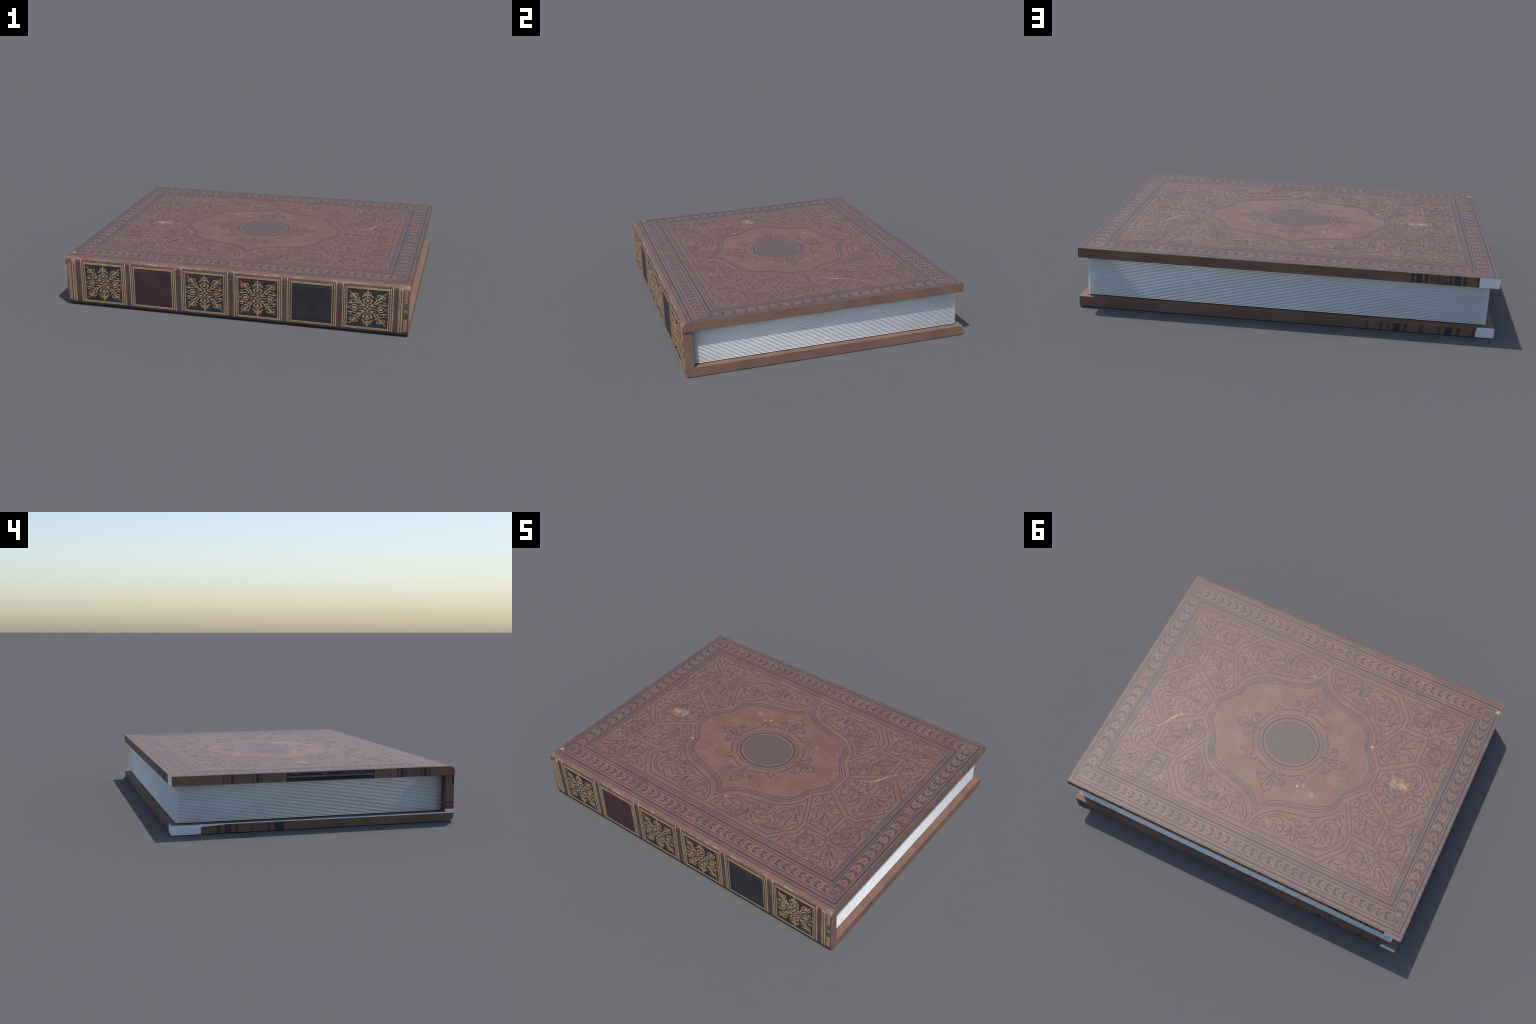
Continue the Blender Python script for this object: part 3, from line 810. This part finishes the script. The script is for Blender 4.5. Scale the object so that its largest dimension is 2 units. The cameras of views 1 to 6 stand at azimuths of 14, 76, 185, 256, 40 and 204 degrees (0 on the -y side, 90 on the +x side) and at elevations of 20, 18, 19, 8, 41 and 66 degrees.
# materials
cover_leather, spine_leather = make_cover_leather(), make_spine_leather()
ink, medallion_ink, gold = make_ink(), make_medallion(), make_gold()
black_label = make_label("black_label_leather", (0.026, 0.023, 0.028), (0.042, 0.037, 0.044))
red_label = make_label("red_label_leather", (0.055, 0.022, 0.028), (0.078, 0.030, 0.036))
front_edge, back_edge, inner_cloth, spine_end = make_board_edge(), make_back_edge(), make_inner_cloth(), make_spine_end()
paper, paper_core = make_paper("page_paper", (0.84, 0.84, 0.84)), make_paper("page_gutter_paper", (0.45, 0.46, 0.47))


# ---------------------------------------------------------------- the boards
def front_slots(nm, c):
    if nm.z < -0.7:
        return 2
    if abs(nm.x) > 0.7 or nm.y > 0.7:
        return 1
    return 0


def back_slots(nm, c):
    if nm.z > 0.7:
        return 2
    if abs(nm.x) > 0.7 or nm.y > 0.7:
        return 1
    return 0 if nm.z < -0.9 else 3


front_cover = board("front_cover", TOP_LOW, TOP_Z, True, HALF_X, [cover_leather, front_edge, inner_cloth], front_slots)
back_cover = board("back_cover", 0.0, LOW_TOP, False, 0.9985, [cover_leather, back_edge, inner_cloth, spine_leather], back_slots)

# ---------------------------------------------------------------- the spine
bm = bmesh.new()
for lo_x, hi_x in ((0.9984, 0.9940),):
    lower = [bm.verts.new((sx * lo_x, y, LOW_TOP + 0.0002)) for sx, y in ((-1, FRONT_Y + 0.0003), (1, FRONT_Y + 0.0003), (1, SPINE_BACK), (-1, SPINE_BACK))]
    upper = [bm.verts.new((sx * hi_x, y, TOP_LOW - 0.0002)) for sx, y in ((-1, FRONT_Y + 0.0006), (1, FRONT_Y + 0.0006), (1, SPINE_BACK), (-1, SPINE_BACK))]
bm.faces.new(lower)
bm.faces.new(upper)
for i in range(4):
    bm.faces.new((lower[i], lower[(i + 1) % 4], upper[(i + 1) % 4], upper[i]))
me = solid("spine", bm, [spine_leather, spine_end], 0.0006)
for p in me.polygons:
    p.material_index = 1 if abs(p.normal.x) > 0.7 or p.normal.y > 0.7 else 0
spine = add_object("spine", me, ROOT)

# ---------------------------------------------------------------- the pages
# loose sheets with air between them, held together at the back
SHEETS = 26
SHEET = 0.0030
gap = (TOP_LOW - LOW_TOP - SHEETS * SHEET) / (SHEETS + 1)
pitch = gap + SHEET
z0, z1 = LOW_TOP + gap, TOP_LOW - gap
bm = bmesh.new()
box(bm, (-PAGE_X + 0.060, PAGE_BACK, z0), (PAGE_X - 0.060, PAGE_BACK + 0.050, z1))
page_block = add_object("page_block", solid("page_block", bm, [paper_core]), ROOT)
page_meshes = []
for k in range(3):
    bm = bmesh.new()
    t = SHEET * 0.5 * (0.97 + 0.03 * k)
    box(bm, (-PAGE_X, PAGE_BACK + 0.0015, -t), (PAGE_X, PAGE_FORE, t))
    me = solid("page", bm, [paper])
    for p in me.polygons:                      # soft paper edges: shading rolls over them
        p.use_smooth = True
    page_meshes.append(me)
for i in range(SHEETS):
    add_object("page", page_meshes[int(RNG.integers(3))], page_block,
               (RNG.uniform(-0.0003, 0.0003), RNG.uniform(-0.0006, 0.0002), z0 + SHEET / 2 + pitch * i))

# --------------------------------------------------- tooling of the front cover
ORIGIN = (0.0, PATTERN_Y, TOP_Z)
QUARTERS = ((1, 1), (-1, 1), (1, -1), (-1, -1))


def tool(name, mesh, flip=(1, 1), rotation=0.0, at=(0.0, 0.0)):
    i = QUARTERS.index(flip)
    return add_object(name, mesh, front_cover, (ORIGIN[0] + at[0], ORIGIN[1] + at[1], ORIGIN[2] + 0.00004 * i), rotation, (flip[0], flip[1], 1))


# straight border rules: half length, half width, thickness
for hx, hy, w in ((994.5, 746.0, 5.5), (978.0, 726.5, 12.0), (962.0, 706.0, 5.5), (901.0, 632.0, 6.5), (885.0, 612.5, 12.5), (868.5, 593.0, 5.0), (857.0, 577.0, 6.5)):
    s = Strokes()
    s.line([(-hx, -hy, 1), (hx, -hy, 1), (hx, hy, 1), (-hx, hy, 1), (-hx, -hy, 1)], w)
    tool("border_rule", s.mesh("border_rule", ink, on_cover))


def laurel(stretch):
    s = Strokes()
    f = stretch
    for side in (1, -1):
        s.swell([(-8 * f, side * 9.5, 5), (-4 * f, side * 11.5, 13.5), (3 * f, side * 14.0, 16.5), (10 * f, side * 17.5, 11.5), (17 * f, side * 20.5, 6), (25 * f, side * 23.0, 0.8)])
        s.swell([(-1, 0, 4), (-1, side * 5, 6), (-2, side * 11, 8)])
    s.swell([(-30 * f, 0, 2), (-27 * f, 0, 8), (-23 * f, 0, 8.5), (-20 * f, 0, 2)])
    s.swell([(-20 * f, 0, 1.6), (-8 * f, 0, 3.5), (0, 0, 8), (9 * f, 0, 2.0), (15 * f, 0, 0.8)])
    return s


long_sprigs = [laurel(f).mesh("laurel_sprig", ink, on_cover) for f in (0.98, 1.03)]
short_sprigs = [laurel(f).mesh("laurel_sprig", ink, on_cover) for f in (1.10, 1.15)]
for fx, fy in QUARTERS:
    for k in range(18):
        ob = tool("laurel_sprig", long_sprigs[k % 2], (fx, fy), 0.0, (fx * (0.0490 + 0.0487 * k), fy * 0.6695))
        ob.location.x += RNG.uniform(-0.0012, 0.0012)
    for k in range(10):
        ob = add_object("laurel_sprig", short_sprigs[k % 2], front_cover, (fx * 0.9335, PATTERN_Y + fy * (0.067 + 0.0612 * k), TOP_Z), fy * math.pi / 2, (1, fx, 1))
        ob.location.y += RNG.uniform(-0.0012, 0.0012)

s = Strokes()
for k in range(8):
    a = math.radians(45 * k)
    c, d = math.cos(a), math.sin(a)
    far, fat = (33, 7.5) if k % 2 else (22, 7.5)
    s.swell([(6 * c, 6 * d, 1.5), (11 * c, 11 * d, 0.8 * fat), (0.62 * far * c, 0.62 * far * d, fat), (far * c, far * d, 0.8)])
s.swell([(-3.5, 0, 2), (-2, 0, 6), (2, 0, 6), (3.5, 0, 2)])
star = s.mesh("corner_star", ink, on_cover)
for q in QUARTERS:
    tool("corner_star", star, q, 0.0, (q[0] * 0.9315, q[1] * 0.669))

s = Strokes()
for sx in (-1, 1):
    for sy in (-1, 1):
        s.swell([(sx * 3, sy * 5, 3), (sx * 5, sy * 9, 10), (sx * 8, sy * 13, 11), (sx * 10, sy * 17, 3)])
        s.swell([(sx * 12, sy * 17, 1), (sx * 16, sy * 20, 7), (sx * 23, sy * 24, 1)])
    s.swell([(sx * 5, 0, 3), (sx * 9, 0, 9), (sx * 14, 0, 10), (sx * 19, 0, 2)])
    s.swell([(0, sx * 20, 1), (0, sx * 23, 4), (0, sx * 27, 1)])
cluster = s.mesh("border_rosette", ink, on_cover)
for fy in (1, -1):
    tool("border_rosette", cluster, (1, fy), 0.0, (0, fy * 0.6695))
for fx in (1, -1):
    tool("border_rosette", cluster, (fx, 1), math.pi / 2, (fx * 0.929, 0))

# line ornaments, one mesh per kind, mirrored into the quarters
for name, strokes, width in (
    ("cartouche_frame", cartouche_strokes(), 5.2),
    ("acanthus_panel_frame", acanthus_panel_strokes(), 5.2),
    ("acanthus_scroll", acanthus_scroll_strokes(), 4.8),
    ("fleur_panel_frame", fleur_panel_strokes(), 5.2),
    ("fleur_ornament", fleur_strokes(), 4.6),
    ("palmette_panel_frame", palmette_panel_strokes(), 5.2),
    ("palmette_ornament", palmette_strokes(), 4.8),
    ("corner_panel_frame", corner_panel_strokes(), 5.2),
    ("corner_leaf", corner_leaf_strokes(), 4.8),
    ("corner_curl", corner_curl_strokes(), 4.8),
    ("medallion_bud", bud_strokes(), 4.6),
):
    me = strokes.mesh(name, ink, on_cover, width)
    for q in QUARTERS:
        tool(name, me, q)

fleuron = fleuron_strokes()
fleuron.swell([(2, 252, 2), (3, 268, 6), (4, 285, 10), (4, 296, 4)])
me = fleuron.mesh("medallion_fleuron", ink, on_cover, 4.6)
for k in range(4):
    add_object("medallion_fleuron", me, front_cover, ORIGIN, k * math.pi / 2)

s = Strokes()
s.ellipse(0, -5, 183, 167, width=4.5)
s.ellipse(0, -5, 161.5, 147.5, width=11)
for k in range(4):
    s.ellipse(0, -2, 213, 205, 90 * k + 5.5, 90 * k + 41, width=6.0)
    s.ellipse(0, -2, 213, 205, 90 * k + 52, 90 * k + 84.5, width=6.0)
tool("medallion_ring", s.mesh("medallion_ring", ink, on_cover))

bm = bmesh.new()
rim = [bm.verts.new((0.146 * math.cos(t), -0.005 + 0.129 * math.sin(t), 0.0005)) for t in np.linspace(0, 2 * math.pi, 96, endpoint=False)]
foot = [bm.verts.new((v.co.x, v.co.y, -0.0003)) for v in rim]
bm.faces.new(rim)
for i in range(96):
    j = (i + 1) % 96
    bm.faces.new((foot[i], foot[j], rim[j], rim[i]))
tool("medallion", solid("medallion", bm, [medallion_ink]))

# ------------------------------------------------------ gilding of the spine
PANELS = (-769.0, -463.5, -154.0, 158.0, 463.7, 774.0)
KINDS = ("ornament", "red", "ornament", "ornament", "black", "ornament")
MID_Z = 148.5


def plate(name, half_u, v_low, v_high, material, height):
    bm = bmesh.new()
    front, back = [], []
    for u, v in ((-half_u, v_low), (half_u, v_low), (half_u, v_high), (-half_u, v_high)):
        front.append(bm.verts.new(on_spine(u, v, height)))
        back.append(bm.verts.new(on_spine(u, v, -0.3)))
    bm.faces.new(front)
    for i in range(4):
        bm.faces.new((front[i], back[i], back[(i + 1) % 4], front[(i + 1) % 4]))
    return solid(name, bm, [material])


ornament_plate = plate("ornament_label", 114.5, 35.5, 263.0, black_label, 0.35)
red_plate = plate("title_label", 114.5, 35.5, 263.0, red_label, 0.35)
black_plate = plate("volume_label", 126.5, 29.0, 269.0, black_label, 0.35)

frame = Strokes()
for sx in (-1, 1):
    frame.line([(sx * 136.8, 23, 1), (sx * 136.8, 60, 1), (sx * 136.8, 150, 1), (sx * 136.8, 240, 1), (sx * 136.8, 268, 1), (sx * 136.8, 274, 1), (sx * 136.8, 279, 1), (sx * 136.8, 284.5, 1)], 5.0)
for hu, lo, hi, w in ((125.8, 28.8, 269.2, 4.2), (114.5, 35.4, 263.0, 4.4)):
    frame.line([(-hu, lo, 1), (hu, lo, 1), (hu, hi, 1), (-hu, hi, 1), (-hu, lo, 1)], w)
frame_mesh = frame.mesh("gilt_frame", gold, on_spine, taper=False, height=0.50)

flake = snowflake_strokes()
flake = flake + flake.mirrored(-1, 1) + flake.mirrored(1, -1) + flake.mirrored(-1, -1)
flake.items = [(p, w * 0.87, c) for p, w, c in flake.items]
flake_mesh = flake.mesh("gilt_snowflake", gold, lambda u, v, h: (u / 1000, -h / 1000, v / 1000), taper=False, height=0.80)

for u, kind in zip(PANELS, KINDS):
    x = u / 1000
    add_object("gilt_frame", frame_mesh, spine, (x, 0, 0))
    if kind == "ornament":
        add_object("ornament_label", ornament_plate, spine, (x, 0, 0))
        add_object("gilt_snowflake", flake_mesh, spine, (x, FRONT_Y, MID_Z / 1000))
    else:
        name, me = ("title_label", red_plate) if kind == "red" else ("volume_label", black_plate)
        add_object(name, me, spine, (x, 0, 0))

# end bands: two gilt lines and a chain of little arches
for side in (-1, 1):
    s = Strokes()
    for u, w in ((959.5, 6.5), (949.0, 3.6), (943.0, 3.6)):
        s.line([(side * u, 24, 1), (side * u, 60, 1), (side * u, 150, 1), (side * u, 240, 1), (side * u, 268, 1), (side * u, 274, 1), (side * u, 279, 1), (side * u, 283, 1)], w)
    add_object("gilt_band", s.mesh("gilt_band", gold, on_spine, taper=False, height=0.6), spine)
    s = Strokes()
    z = 40.0
    while z < 272:
        worn = side > 0 and 95 < z < 195
        c = side * 980.5
        if not worn or RNG.random() < 0.35:
            s.line([(c - 9, z - 6), (c - 7, z + 3), (c, z + 6.5), (c + 7, z + 3), (c + 9, z - 6)], 3.0)
            s.line([(c - 5, z - 8), (c, z - 1), (c + 5, z - 8)], 2.6)
            s.swell([(c - 2, z + 1.5, 1), (c, z + 1.5, 4.5), (c + 2, z + 1.5, 1)])
            s.line([(c - 9.5, z + 8), (c - 3, z + 10)], 2.2)
            s.line([(c + 3, z + 10), (c + 9.5, z + 8)], 2.2)
        z += 18.0
    add_object("gilt_chain", s.mesh("gilt_chain", gold, on_spine, taper=False, height=0.6), spine)
